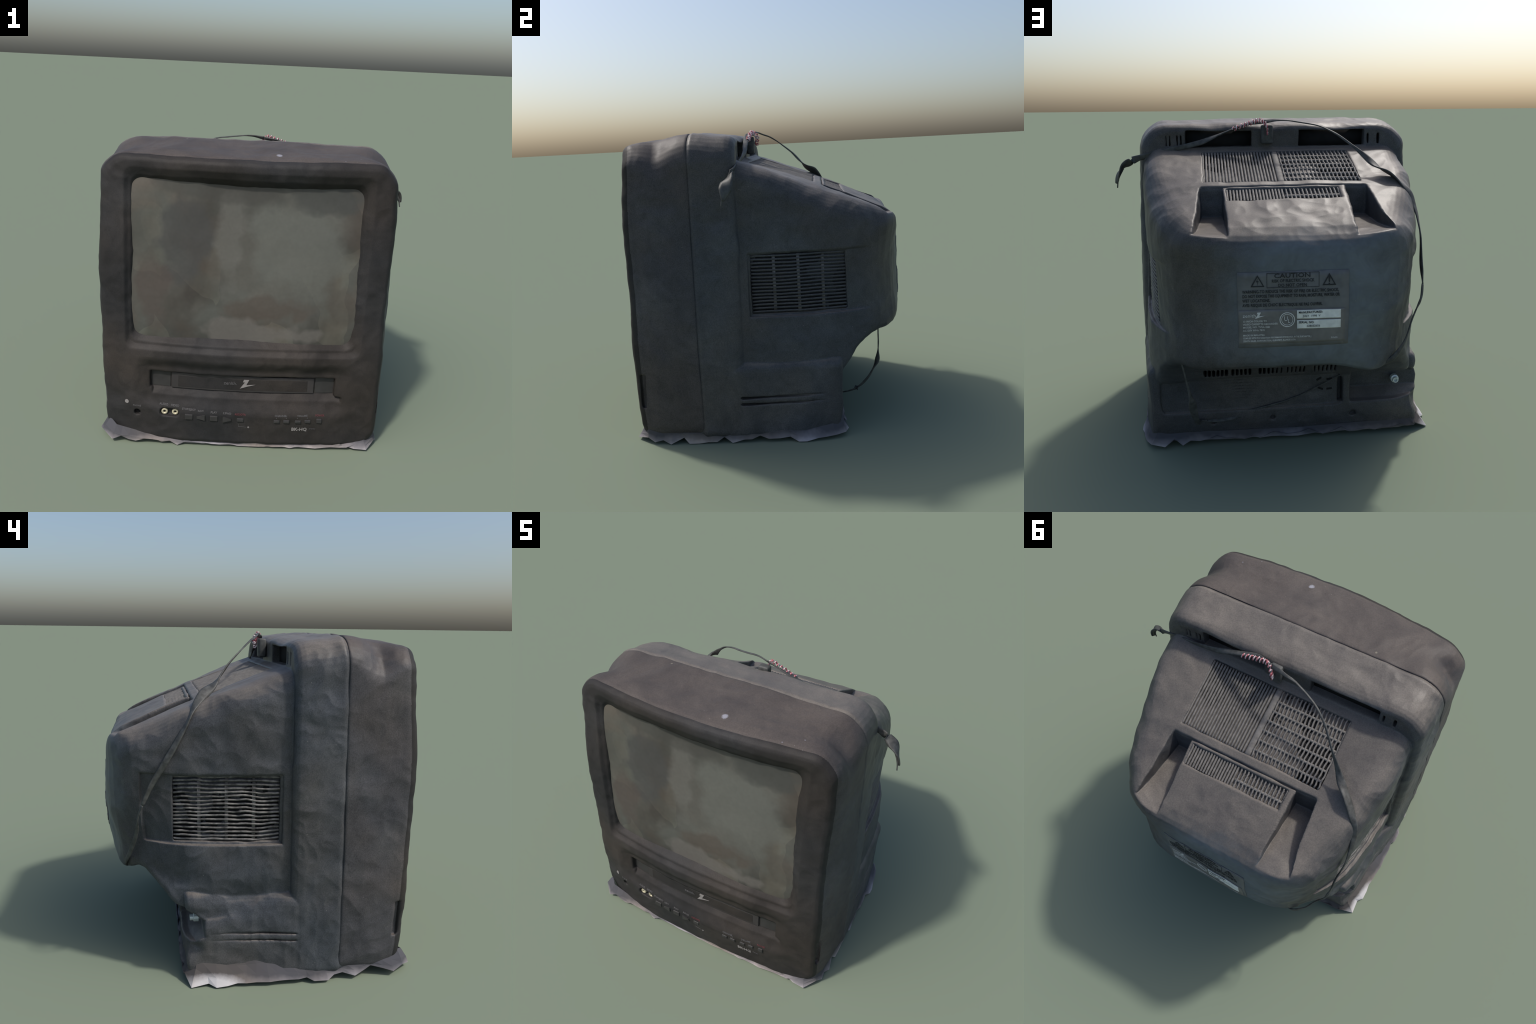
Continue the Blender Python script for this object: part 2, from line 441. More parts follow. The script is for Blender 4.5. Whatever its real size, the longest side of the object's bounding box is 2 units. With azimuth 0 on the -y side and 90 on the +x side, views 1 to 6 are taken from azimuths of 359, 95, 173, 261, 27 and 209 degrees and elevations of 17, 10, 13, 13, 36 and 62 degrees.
def split_by_face(mesh, mask, names, mats):
    """Two objects whose borders coincide and whose shading normals are those of the whole."""
    vn = normals(mesh)
    co = coords(mesh)
    made = []
    faces = [tuple(p.vertices) for p in mesh.polygons]
    for want, nm, mt in zip((True, False), names, mats):
        sel = [f for f, k in zip(faces, mask) if k == want]
        used = np.unique(np.array([i for f in sel for i in f]))
        remap = -np.ones(len(co), int); remap[used] = np.arange(len(used))
        m = pymesh(nm, co[used], [[int(remap[i]) for i in f] for f in sel])
        o = add(nm, m, mt)
        m.normals_split_custom_set_from_vertices([tuple(n) for n in vn[used]])
        made.append(o)
    return made

fc = np.array([pre[list(p.vertices)].mean(0) for p in cab.polygons])
edge_in = np.minimum(np.minimum(fc[:, 0] + 0.953, 0.862 - fc[:, 0]), np.minimum(fc[:, 2] - 0.03, cab_top(fc[:, 1]) - fc[:, 2]))
is_bezel = (fc[:, 1] < -0.868) | ((fc[:, 0] > -0.80) & (fc[:, 0] < 0.70) & (fc[:, 2] > 0.15) & (fc[:, 2] < 1.80) & (fc[:, 1] < -0.5))
split_by_face(cab, is_bezel, ("front_bezel", "cabinet_sleeve"), (M_BEZEL, M_SLEEVE))

# ------------------------------------------------------------------ picture tube face
def tube_face():
    nx, nz = 60, 46
    verts, faces = [], []
    xl, xr, zb, zt = -0.775, 0.665, 0.70, 1.78
    for j in range(nz + 1):
        for i in range(nx + 1):
            u, w = 2 * i / nx - 1, 2 * j / nz - 1
            x, z = (xl + xr) / 2 + u * (xr - xl) / 2, (zb + zt) / 2 + w * (zt - zb) / 2
            y = -0.829 + 0.020 * u * u + 0.010 * w * w - 0.016 * sstep(-0.3, 0.7, u) * sstep(1.05, 0.2, w) - 0.015 * sstep(0.2, -0.9, w) + 0.040 * abs(u * w) ** 5
            verts.append((x, y, z))
    for j in range(nz):
        for i in range(nx):
            a = j * (nx + 1) + i
            faces.append((a, a + 1, a + nx + 2, a + nx + 1))
    m = pymesh("picture_tube", verts, faces)
    o = temp(m); s = o.modifiers.new("t", "SOLIDIFY"); s.thickness = 0.02; s.offset = -1
    new = evaluated(o); drop(o)
    crumple(new, 0.004, 0.002, 0.002, 0)
    return new
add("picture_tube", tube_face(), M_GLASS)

# ------------------------------------------------------------------ things that lie on the front and back faces
def hit_y(tree, x, z, front=True):
    o = Vector((x, -3 if front else 3, z))
    loc = tree.ray_cast(o, Vector((0, 1 if front else -1, 0)))[0]
    return loc.y if loc else None

def tri_clean(mesh):
    bm = bmesh.new(); bm.from_mesh(mesh)
    bmesh.ops.triangulate(bm, faces=bm.faces); bm.to_mesh(mesh); bm.free(); return mesh

def lay(mesh, tree, x0, z0, front=True, lift=0.0015, tilt=0.0, cut=None):
    """Take a mesh drawn in its own xy plane (z = thickness) and lay it on the front or back face."""
    if cut:
        bm = bmesh.new(); bm.from_mesh(mesh)
        bmesh.ops.subdivide_edges(bm, edges=[e for e in bm.edges if e.calc_length() > cut], cuts=int(cut and 6), use_grid_fill=True)
        bmesh.ops.triangulate(bm, faces=bm.faces); bm.to_mesh(mesh); bm.free()
    c = coords(mesh); ca, sa = math.cos(tilt), math.sin(tilt)
    out = []; last = None
    base = hit_y(tree, x0, z0, front)
    for a, b, t in c:
        u, w = a * ca - b * sa, a * sa + b * ca
        x = x0 + (u if front else -u); z = z0 + w
        y = hit_y(tree, x, z, front)
        if y is None: y = base
        out.append((x, y + (-1 if front else 1) * (lift + t), z))
    set_coords(mesh, np.array(out))
    return fix_normals(mesh)

def text_mesh(body, size, align="CENTER", weight=0.0, depth=0.0008, width=1.0, shear=0.0):
    cu = bpy.data.curves.new("words", "FONT")
    cu.body = body; cu.size = size; cu.align_x = align; cu.align_y = "CENTER"
    cu.extrude = depth; cu.offset = weight; cu.resolution_u = 2; cu.shear = shear
    o = bpy.data.objects.new("words", cu); bpy.context.collection.objects.link(o)
    m = evaluated(o); drop(o)
    c = coords(m); c[:, 0] *= width; set_coords(m, c)
    return m

def flat(poly, depth=0.0015):
    return prism(poly, 2, -depth, depth)

def frame_poly(w, h, t, depth=0.0008):
    parts = [[(-w, h - t), (w, h - t), (w, h), (-w, h)], [(-w, -h), (w, -h), (w, -h + t), (-w, -h + t)],
             [(-w, -h + t), (-w + t, -h + t), (-w + t, h - t), (-w, h - t)], [(w - t, -h + t), (w, -h + t), (w, h - t), (w - t, h - t)]]
    return joined([flat(p, depth) for p in parts])

def disc(r, n=20, r2=0.0): return [(r * math.cos(2 * math.pi * i / n), r * math.sin(2 * math.pi * i / n)) for i in range(n)]

def annulus(r1, r2, depth, n=24):
    v, f = [], []
    for h in (-depth, depth):
        for r in (r1, r2):
            v += [(r * math.cos(2 * math.pi * i / n), r * math.sin(2 * math.pi * i / n), h) for i in range(n)]
    for i in range(n):
        j = (i + 1) % n
        f += [(i, n + i, n + j, j), (2 * n + i, 2 * n + j, 3 * n + j, 3 * n + i), (i, j, 2 * n + j, 2 * n + i), (n + i, 3 * n + i, 3 * n + j, n + j)]
    return fix_normals(pymesh("annulus", v, f))

LIGHTNING = [(-0.24, 0.5), (0.30, 0.5), (0.02, -0.10), (0.95, -0.02), (0.12, -0.26), (-0.62, -0.52), (-0.13, 0.22), (-0.34, 0.22)]
def z_logo(s): return tri_clean(flat([(a * s, b * s) for a, b in LIGHTNING], 0.0008))

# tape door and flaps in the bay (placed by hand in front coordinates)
def front_block(name, xc, yc, zc, sx, sy, sz, mat, r=0.004, parent=root):
    m = bevelled_box(sx, sy, sz, r)
    bm = bmesh.new(); bm.from_mesh(m)
    bmesh.ops.bisect_plane
    n = max(1, int(sx / 0.05))
    for k in range(1, n):
        bmesh.ops.bisect_plane(bm, geom=bm.verts[:] + bm.edges[:] + bm.faces[:], plane_co=(-sx / 2 + sx * k / n, 0, 0), plane_no=(1, 0, 0))
    bm.to_mesh(m); bm.free()
    c = coords(m) + (xc, yc + 0.006, zc)
    c[:, 1] += np.where(c[:, 0] < CX, 0.112, 0.076) * (c[:, 0] - CX) ** 2
    set_coords(m, c)
    o = add(name, m, mat, parent, smooth=False)
    return o
door = front_block("tape_door", -0.040, -0.852, 0.452, 0.915, 0.020, 0.108, M_DOOR)
front_block("bay_flap", -0.568, -0.846, 0.453, 0.128, 0.012, 0.112, M_KEY)
front_block("bay_flap", 0.487, -0.846, 0.453, 0.125, 0.012, 0.112, M_KEY)
front_block("door_window", -0.040, -0.8615, 0.449, 0.83, 0.004, 0.078, M_BEZEL, 0.0015, door)
BV_DOOR = bvh(door.data)

def mark(name, mesh, mat, x, z, tree=BV_FRONT, front=True, lift=0.0015, tilt=0.0, parent=root, kind=None, cut=None):
    return add(name, lay(mesh, tree, x, z, front, lift, tilt, cut), mat, parent, False, kind)

mark("logo_word", text_mesh("zenith.", 0.032, weight=0.0003), M_GREY_INK, -0.118, 0.458, BV_DOOR, lift=0.0045, parent=door)
mark("lightning_logo", z_logo(0.062), M_SILVER, -0.018, 0.456, BV_DOOR, lift=0.0045, parent=door)

def buttons():
    pads = [(-0.377, 0.226, "round"), (-0.300, 0.226, "left"), (-0.216, 0.225, "round"), (-0.132, 0.224, "right"), (-0.046, 0.222, "wide"),
            (0.189, 0.220, "small"), (0.251, 0.222, "small"), (0.326, 0.220, "small"), (0.388, 0.223, "small"), (0.463, 0.228, "square")]
    shapes = {"round": (0.052, 0.038), "wide": (0.046, 0.026), "small": (0.040, 0.022), "square": (0.036, 0.032)}
    for x, z, kind in pads:
        if kind in shapes:
            m = bevelled_box(*shapes[kind], 0.014, 0.005, 2)
        else:
            s = -1 if kind == "left" else 1
            m = flat([(-0.026 * s, -0.020), (0.026 * s, -0.006), (0.026 * s, 0.006), (-0.026 * s, 0.020)], 0.007)
        y = hit_y(BV_FRONT, x, z) - 0.001
        c = coords(m)
        set_coords(m, np.stack([x + c[:, 0], y - c[:, 2], z + c[:, 1]], 1))
        add("push_button", fix_normals(m), M_KEY, smooth=False)
buttons()

for word, x, z, s, mt in [("PHONE", -0.717, 0.268, 0.016, M_GREY_INK), ("AUDIO", -0.542, 0.292, 0.018, M_GREY_INK), ("VIDEO", -0.468, 0.291, 0.018, M_GREY_INK),
                          ("STOP/EJECT", -0.378, 0.276, 0.017, M_GREY_INK), ("REW", -0.301, 0.271, 0.018, M_GREY_INK), ("PLAY", -0.217, 0.266, 0.018, M_GREY_INK),
                          ("F.FWD", -0.131, 0.264, 0.018, M_GREY_INK), ("REC/OTR", -0.047, 0.262, 0.017, M_RED_INK), ("CHANNEL", 0.214, 0.262, 0.017, M_GREY_INK),
                          ("VOLUME", 0.353, 0.264, 0.017, M_GREY_INK), ("POWER", 0.466, 0.266, 0.017, M_RED_INK)]:
    mark("key_caption", text_mesh(word, s, weight=0.0004), mt, x, z)
mark("format_badge", text_mesh("BK-HQ", 0.033, weight=0.0008), M_SILVER, 0.338, 0.160)
mark("badge_small_print", text_mesh("STEREO", 0.012), M_GREY_INK, 0.424, 0.164)
for x, z in [(0.186, 0.246), (0.250, 0.246), (0.322, 0.248), (0.386, 0.248)]:
    mark("key_mark", flat(disc(0.003, 6), 0.0008), M_GREY_INK, x, z)
mark("record_mark", joined([flat([(-0.05, -0.001), (0.0, -0.001), (0.0, 0.001), (-0.05, 0.001)], 0.0008), flat([(-0.052, -0.001), (-0.05, -0.001), (-0.05, 0.02), (-0.052, 0.02)], 0.0008)]), M_GREY_INK, -0.005, 0.170)
mark("record_lamp", flat(disc(0.006, 10), 0.001), M_SILVER, 0.008, 0.170)
mark("remote_sensor", flat(disc(0.013, 16), 0.002), M_SILVER, -0.784, 0.292)

def revolve(profile, n=24):
    v, f = [], []
    for r, h in profile:
        v += [(r * math.cos(2 * math.pi * i / n), r * math.sin(2 * math.pi * i / n), h) for i in range(n)]
    for k in range(len(profile) - 1):
        for i in range(n):
            j = (i + 1) % n
            f.append((k * n + i, k * n + j, (k + 1) * n + j, (k + 1) * n + i))
    f.append(tuple(range(n))[::-1]); f.append(tuple(range((len(profile) - 1) * n, len(profile) * n)))
    return fix_normals(pymesh("turned", v, f))

def on_front(mesh, x, y, z):
    c = coords(mesh); set_coords(mesh, np.stack([x + c[:, 0], y - c[:, 2], z + c[:, 1]], 1)); return fix_normals(mesh)

for x in (-0.538, -0.469):
    y = hit_y(BV_FRONT, x, 0.238)
    jack = add("phono_jack", on_front(revolve([(0.021, -0.01), (0.021, 0.014), (0.018, 0.017), (0.010, 0.017), (0.009, 0.006), (0.001, 0.006)]), x, y, 0.238), M_BRASS)
    add("jack_hole_disc", on_front(revolve([(0.0088, 0.005), (0.0088, 0.0085), (0.001, 0.009)], 14), x, y, 0.238), M_DARK, jack)  # dark disc filling the jack in place of a bored hole
y = hit_y(BV_FRONT, -0.717, 0.217)
add("headphone_socket", on_front(revolve([(0.018, 0.0), (0.018, 0.010), (0.012, 0.012), (0.008, 0.012), (0.007, 0.002), (0.001, 0.002)]), -0.717, y, 0.217), M_DARK)

# ------------------------------------------------------------------ rear shell
HC = -0.035
W_Y = [-0.20, 0.05, 0.20, 0.35, 0.45, 0.55, 0.65, 0.73, 0.79, 0.835, 0.862, 0.878, 0.888, 0.894]
W_W = [0.835, 0.830, 0.815, 0.792, 0.770, 0.742, 0.705, 0.662, 0.612, 0.558, 0.505, 0.45, 0.39, 0.32]
def hump_w(y): return float(interp(y, W_Y, W_W))
def hump_top(y): return float(interp(y, [-0.2, -0.10, 0.10, 0.32, 0.40, 0.50, 0.60, 0.70, 0.78, 0.835, 0.862, 0.878, 0.888, 0.894], [1.79, 1.748, 1.678, 1.598, 1.566, 1.527, 1.483, 1.440, 1.402, 1.366, 1.342, 1.315, 1.28, 1.23]))
def hump_bottom(y): return float(interp(y, [-0.2, 0.43, 0.46, 0.49, 0.52, 0.56, 0.61, 0.66, 0.72, 0.79, 0.835, 0.862, 0.878, 0.888, 0.894], [0.40, 0.40, 0.405, 0.44, 0.49, 0.545, 0.590, 0.615, 0.635, 0.635, 0.645, 0.662, 0.69, 0.73, 0.78]))

secs = []
for y in [-0.20, -0.10, 0.0, 0.1, 0.2, 0.3, 0.38, 0.44, 0.47, 0.50, 0.53, 0.56, 0.59, 0.63, 0.68, 0.73, 0.78, 0.81, 0.835, 0.85, 0.862, 0.872, 0.878, 0.884, 0.888, 0.894]:
    w = hump_w(y)
    rt = float(interp(y, [-0.2, 0.3, 0.7, 0.85, 0.95], [0.115, 0.135, 0.15, 0.14, 0.09])); rb = float(interp(y, [0.4, 0.6, 0.85, 0.95], [0.03, 0.035, 0.075, 0.08]))
    wr = w * (1 - 0.05 * float(sstep(0.55, 0.85, y)))
    sag = 0.04 * float(sstep(0.46, 0.54, y) * sstep(0.70, 0.58, y))               # fuller web on the x- side
    secs.append((y, [(x + (0.026 if x > HC else -0.016) * float(sstep(1.25, 0.5, z) * sstep(0.62, 0.40, y)), z - sag * float(sstep(-0.2, -0.6, x)) * float(sstep(0.9, 0.6, z))) for x, z in ring(HC - w, HC + wr, hump_bottom(y), hump_top(y), rt, rb, 9, 12)]))
hump = loft(secs)

def rim_ring(inset, y):
    zt = float(interp(y, [SEAM, -0.14], [1.946, 1.912]))
    k = 0.02 * float(sstep(-0.38, -0.15, y))
    return [(x + side_lean(x, z), z) for x, z in ring(-0.952 + inset + k, 0.862 - inset - k, 0.03, zt - inset, 0.170, 0.05, 9, 12)]
rim = loft([(SEAM - 0.03, rim_ring(0.014, SEAM)), (SEAM + 0.001, rim_ring(0.008, SEAM)), (SEAM + 0.010, rim_ring(0.002, SEAM)), (SEAM + 0.02, rim_ring(0.0, SEAM)), (-0.30, rim_ring(0, -0.30)), (-0.19, rim_ring(0, -0.19)),
            (-0.165, rim_ring(0.005, -0.165)), (-0.148, rim_ring(0.016, -0.15)), (-0.136, rim_ring(0.034, -0.14))])
def base_ring(y, i):
    xl = float(interp(y, [-0.25, -0.12, 0.0, 0.2, 0.43], [-0.932, -0.930, -0.898, -0.880, -0.866]))
    xr = float(interp(y, [-0.25, -0.12, 0.0, 0.2, 0.43], [0.848, 0.850, 0.834, 0.816, 0.788]))
    return [(x + side_lean(x, z), z) for x, z in ring(xl + i, xr - i, 0.025, 0.525 - i * 0.3, 0.065, 0.04, 6, 10)]
base = loft([(y, base_ring(y, i)) for y, i in [(-0.25, 0.0), (-0.15, 0.0), (-0.05, 0.0), (0.05, 0.0), (0.2, 0.0), (0.32, 0.0), (0.42, 0.0), (0.452, 0.008), (0.468, 0.026)]])

GR = {1: (0.013, 0.034, 0.017), -1: (0.018, 0.050, 0.033)}       # per side: recess, well, slat depth

def grille_poly(sign, depth, y0=-0.09, y1=0.69):
    ys = np.linspace(y0, y1, 14)
    inner = [(HC + sign * (hump_w(y) - depth), y) for y in ys]
    outer = [(HC + sign * 1.2, y) for y in ys[::-1]]
    return inner + outer

cut_rear = [box(0.105, 0.535, -0.195, 0.0, 1.768, 1.878), box(-0.640, -0.195, -0.195, 0.0, 1.768, 1.878)]          # hand holds
for k in range(6):
    x = -0.658 - k * 0.0235; cut_rear.append(box(x - 0.012, x, -0.20, 0.0, 1.778, 1.848))
    x = 0.560 + k * 0.0235; cut_rear.append(box(x, x + 0.012, -0.20, 0.0, 1.778, 1.848))
for sgn in (-1, 1):
    cut_rear.append(prism(grille_poly(sgn, GR[sgn][0]), 2, 0.800, 1.200))
    cut_rear.append(prism(grille_poly(sgn, GR[sgn][1], -0.075, 0.515), 2, 0.815, 1.190))

def roof_band(y0, y1, depth, n=8):
    ys = np.linspace(y0, y1, n)
    return [(y, hump_top(y) - depth) for y in ys] + [(y, hump_top(y) + 0.2) for y in ys[::-1]]
cut_rear.append(prism(roof_band(-0.085, 0.335, 0.022), 0, -0.505, 0.435))                                        # vent fields
cut_rear.append(prism(roof_band(0.380, 0.398, 0.016), 0, -0.52, 0.45))                                          # step line above the lower panel
cut_rear.append(prism(roof_band(0.405, 0.53, 0.030), 0, -0.355, 0.305))
for xo0, xo1, xi0, xi1 in [(0.455, 0.515, 0.322, 0.300), (-0.525, -0.585, -0.385, -0.355)]:                       # two wedge notches
    a = [(xi0, 0.385), (xo0, 0.385), (xo1, 0.99), (xi1, 0.99)]
    cut = prism(a, 2, 0, 1)
    c = coords(cut)
    top = c[:, 2] > 0.5
    c[:, 2] = np.where(top, 1.75, np.where(c[:, 1] < 0.5, 1.395, 1.345))
    set_coords(cut, c)
    cut_rear.append(cut)
for sgn in (-1, 1):                                                                                              # long grooves low on the sides
    for z, y0 in ((0.285, -0.17), (0.243, -0.17)):
        x = HC + sgn * 0.9
        x = 0.825 if sgn > 0 else -0.900
        cut_rear.append(box(x - 0.016, x + 0.05, y0, 0.44, z, z + 0.014) if sgn > 0 else box(x - 0.05, x + 0.016, y0, 0.44, z, z + 0.014))
cut_rear.append(frustum((-0.372, 0.735, 0.212, 0.430, 0.03), 0.451, (-0.372, 0.735, 0.212, 0.430, 0.03), 0.60))   # shallow back panel
cut_rear.append(box(-0.385, -0.350, 0.40, 0.60, 0.225, 0.400))
cut_rear.append(prism([(0.345, 0.27), (0.350, 0.385), (0.42, 0.435), (0.62, 0.455), (0.62, 0.205), (0.43, 0.225)], 0, -1.10, -0.425))                                                    # open terminal corner
for g, n in enumerate((6, 5, 6, 5, 6)):                                                                          # rear vent slots
    for k in range(n):
        x = 0.468 - g * 0.165 - k * 0.0252 + 0.0007 * g
        cut_rear.append(box(x - 0.0150, x, 0.36, 0.66, 0.452, 0.508))
for x, z in ((0.055, 0.15), (-0.45, 0.145), (0.42, 0.145)):
    c = on_front(revolve([(0.030, -0.6), (0.022, -0.435)], 14), x, 0.0, z)
    cut_rear.append(c)

rear = joined([carve(m, cut_rear) for m in (hump, rim, base)])
rear = remeshed(rear, 0.0054, 2)
dent(rear, SWELL[:2] + [((-0.52, 0.86, 0.70), (0.16, 0.14, 0.16), (0.025, -0.032, -0.02)), ((-0.47, 0.82, 0.63), (0.16, 0.12, 0.07), (0.0, 0.0, -0.050)), ((0.18, 0.89, 1.0), (0.36, 0.10, 0.34), (0.0, -0.016, 0.0)),
            ((0.48, 0.86, 1.05), (0.22, 0.10, 0.35), (-0.012, -0.022, 0.0)), ((0.68, 0.32, 1.52), (0.12, 0.22, 0.10), (-0.016, 0.0, -0.032)), ((-0.68, 0.60, 1.44), (0.12, 0.25, 0.10), (0.012, 0.0, -0.018)),
            ((-0.90, 0.36, 0.43), (0.10, 0.16, 0.05), (0.02, -0.02, -0.035)), ((-0.90, 0.12, 0.50), (0.07, 0.25, 0.07), (0.034, 0.0, -0.012)), ((-0.68, 0.70, 0.72), (0.13, 0.14, 0.18), (0.040, -0.020, 0.0)), ((0.0, 0.47, 0.05), (1.1, 0.06, 0.07), (0.0, -0.034, 0.0)), ((0.80, 0.44, 0.14), (0.14, 0.12, 0.20), (-0.012, -0.008, 0.0)), ((-0.45, 0.88, 0.79), (0.12, 0.12, 0.16), (0.0, -0.014, 0.0)), ((-0.80, 0.52, 0.60), (0.10, 0.15, 0.10), (0.030, -0.018, 0.0)), ((-0.84, 0.46, 0.30), (0.12, 0.08, 0.20), (0.020, -0.020, 0.0)), ((0.46, 0.84, 1.33), (0.20, 0.10, 0.10), (0.020, 0.018, 0.020)), ((-0.56, 0.80, 1.36), (0.16, 0.12, 0.10), (-0.016, 0.014, 0.020)), ((-0.90, 0.44, 0.20), (0.10, 0.06, 0.05), (0.03, -0.04, 0.01)),
            ((0.0, -0.14, 1.93), (0.10, 0.05, 0.05), (0, 0, -0.010)), ((-0.45, -0.14, 1.92), (0.12, 0.06, 0.05), (0, 0, -0.014)), ((0.35, -0.14, 1.92), (0.10, 0.06, 0.05), (0, 0, -0.012))])
crumple(rear, 0.009, 0.004, 0.011, 0.9)
BV_REAR = bvh(rear)
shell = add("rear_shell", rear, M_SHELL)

# dark floors behind the openings, following the shell
def strip(rows, thickness):
    """rows: list of (point a, point b) -> a ribbon solidified."""
    v, f = [], []
    for a, b in rows: v += [a, b]
    for i in range(len(rows) - 1): f.append((2 * i, 2 * i + 1, 2 * i + 3, 2 * i + 2))
    o = temp(pymesh("strip", v, f)); s = o.modifiers.new("t", "SOLIDIFY"); s.thickness = thickness; s.offset = 0
    m = evaluated(o); drop(o)
    return fix_normals(m)

for sgn in (-1, 1):
    ys = np.linspace(-0.070, 0.508, 14)
    add("grille_backing", strip([((HC + sgn * (hump_w(y) - GR[sgn][1] + 0.003), y, 0.818), (HC + sgn * (hump_w(y) - GR[sgn][1] + 0.003), y, 1.187)) for y in ys], 0.004), M_DARK if sgn < 0 else M_WELL, shell)
for x0, x1, y0, y1, d in [(-0.503, 0.433, -0.083, 0.333, 0.0195), (-0.353, 0.303, 0.407, 0.528, 0.0275)]:
    ys = np.linspace(y0, y1, 8)
    add("vent_backing", strip([((x0, y, hump_top(y) - d), (x1, y, hump_top(y) - d)) for y in ys], 0.003), M_DARK, shell)
for x0, x1 in ((0.11, 0.53), (-0.635, -0.20)):
    add("hand_hold_backing", box(x0, x1, -0.1945, -0.184, 1.773, 1.873), M_DARK, shell)

# ------------------------------------------------------------------ bars: swept rectangular sections
def bar(path, wide, tall, up):
    """A bar with chamfered section along a path; up = direction of its height per point."""
    v, f = [], []
    n = 8
    P = [Vector(p) for p in path]
    for i, p in enumerate(P):
        t = (P[min(i + 1, len(P) - 1)] - P[max(i - 1, 0)]).normalized()
        u = Vector(up(i) if callable(up) else up); u = (u - t * u.dot(t)).normalized()
        s = t.cross(u)
        w = (wide[i] if isinstance(wide, (list, tuple)) else wide) / 2
        h = (tall[i] if isinstance(tall, (list, tuple)) else tall) / 2
        for a, b in ((-1, -.55), (-.6, -1), (.6, -1), (1, -.55), (1, .55), (.6, 1), (-.6, 1), (-1, .55)):
            v.append(p + s * (a * w) + u * (b * h))
    for i in range(len(P) - 1):
        for k in range(n):
            f.append((i * n + k, i * n + (k + 1) % n, (i + 1) * n + (k + 1) % n, (i + 1) * n + k))
    f.append(tuple(range(n))[::-1]); f.append(tuple(range((len(P) - 1) * n, len(P) * n)))
    return fix_normals(pymesh("bar", v, f))

rnd = random.Random(3)
# side grilles
for sgn in (-1, 1):
    damage = 1.7 if sgn < 0 else 0.55
    rows = 17
    for k in range(rows):
        z = 0.828 + k * (0.352 / (rows - 1))
        path = []
        for y in np.linspace(-0.072, 0.512, 26):
            n1 = float(perlin(np.array([[y * 7.0 + 30 * sgn, z * 6.0, 1.5 * sgn]]))[0]); n2 = float(perlin(np.array([[y * 16.0, z * 22.0, 8.0 + sgn]]))[0])
            path.append((HC + sgn * (hump_w(y) - GR[sgn][2] + damage * (0.011 * n2 + 0.006 * n1)), y, z + damage * (0.012 * n1 + 0.006 * n2)))
        add("grille_slat", bar(path, 0.0115, 0.022 if sgn < 0 else 0.014, (sgn, 0, 0.25)), M_SLAT if sgn < 0 else M_SHELL, shell)
    for y in (0.07, 0.22, 0.37):
        add("grille_upright", bar([(HC + sgn * (hump_w(y) - GR[sgn][2] - 0.006), y, 0.82), (HC + sgn * (hump_w(y) - GR[sgn][2] - 0.006), y, 1.185)], 0.020, 0.012, (sgn, 0, 0)), M_SLAT, shell)

def roof_bar(x0, x1, y0, y1, wide, drop_, tall, wav=0.0, ph=0.0):
    pts = []
    for t in np.linspace(0, 1, 22):
        y = y0 + (y1 - y0) * t
        pts.append((x0 + (x1 - x0) * t + wav * math.sin(2 * math.pi * (t * 6 + ph)) + rnd.uniform(-.0007, .0007), y, hump_top(y) - drop_))
    return bar(pts, wide, tall, (0, 0.35, 1))

# upper field: solid ribs on the x+ half, staggered slots on the x- half
n = 23
for k in range(n):
    x = 0.428 - k * (0.424 / (n - 1))
    add("roof_rib", roof_bar(x, x, -0.082, 0.332, 0.0125, 0.0105, 0.020), M_RIB, shell)
add("roof_rib", roof_bar(-0.028, -0.028, -0.084, 0.334, 0.038, 0.0105, 0.022), M_RIB, shell)
n = 19
for k in range(n):
    x = -0.056 - k * (0.444 / (n - 1))
    add("vent_bar", roof_bar(x, x, -0.083, 0.333, 0.0105, 0.0105, 0.020, 0.0022), M_RIB, shell)
def cross_bar(y, x0, x1, wide=0.015, dz=0.011):
    return bar([(x, y, hump_top(y) - dz) for x in np.linspace(x0, x1, 10)], wide, 0.017, (0, 0.35, 1))
for k in range(6):
    add("vent_cross_bar", cross_bar(-0.015 + k * 0.060, -0.503, -0.045), M_RIB, shell)
# lower field
n = 18
for k in range(n):
    x = 0.298 - k * (0.316 / (n - 1))
    add("roof_rib", roof_bar(x, x, 0.408, 0.527, 0.0125, 0.0115, 0.018), M_RIB, shell)
n = 14
for k in range(n):
    x = -0.042 - k * (0.306 / (n - 1))
    add("vent_bar", roof_bar(x, x, 0.408, 0.527, 0.0105, 0.0115, 0.018, 0.0014), M_RIB, shell)
add("vent_cross_bar", cross_bar(0.480, -0.352, -0.03, 0.016, 0.012), M_RIB, shell)

# ------------------------------------------------------------------ rating labels on the back
def plate(name, w, h, x, z, mat, lift, tilt=0.0, depth=0.0015, parent=shell):
    bm = bmesh.new()
    bmesh.ops.create_grid(bm, x_segments=14, y_segments=14, size=0.5)
    for q in bm.verts: q.co = Vector((q.co.x * w, q.co.y * h, 0))
    m = bpy.data.meshes.new("plate"); bm.to_mesh(m); bm.free()
    o = temp(m); s = o.modifiers.new("t", "SOLIDIFY"); s.thickness = depth * 2; s.offset = 0
    m = evaluated(o); drop(o)
    return add(name, lay(m, BV_REAR, x, z, False, lift, tilt), mat, parent, True)

TILT = 0.0
label = plate("warning_label", 0.585, 0.410, -0.018, 0.985, M_LABEL, 0.002)
plate2 = plate("rating_plate", 0.560, 0.185, -0.010, 0.893, M_PLATE, 0.005, parent=label)
for z in (0.957, 0.902):
    plate("paper_tag", 0.232, 0.046, -0.150, z, M_PAPER, 0.0085, parent=label)

def words(body, x, z, size, mat, align="LEFT", weight=0.0, lift=0.0062, width=1.0, name="label_text"):
    return mark(name, text_mesh(body, size, align, weight, 0.0006, width), mat, x, z, BV_REAR, False, lift, 0.0, label)

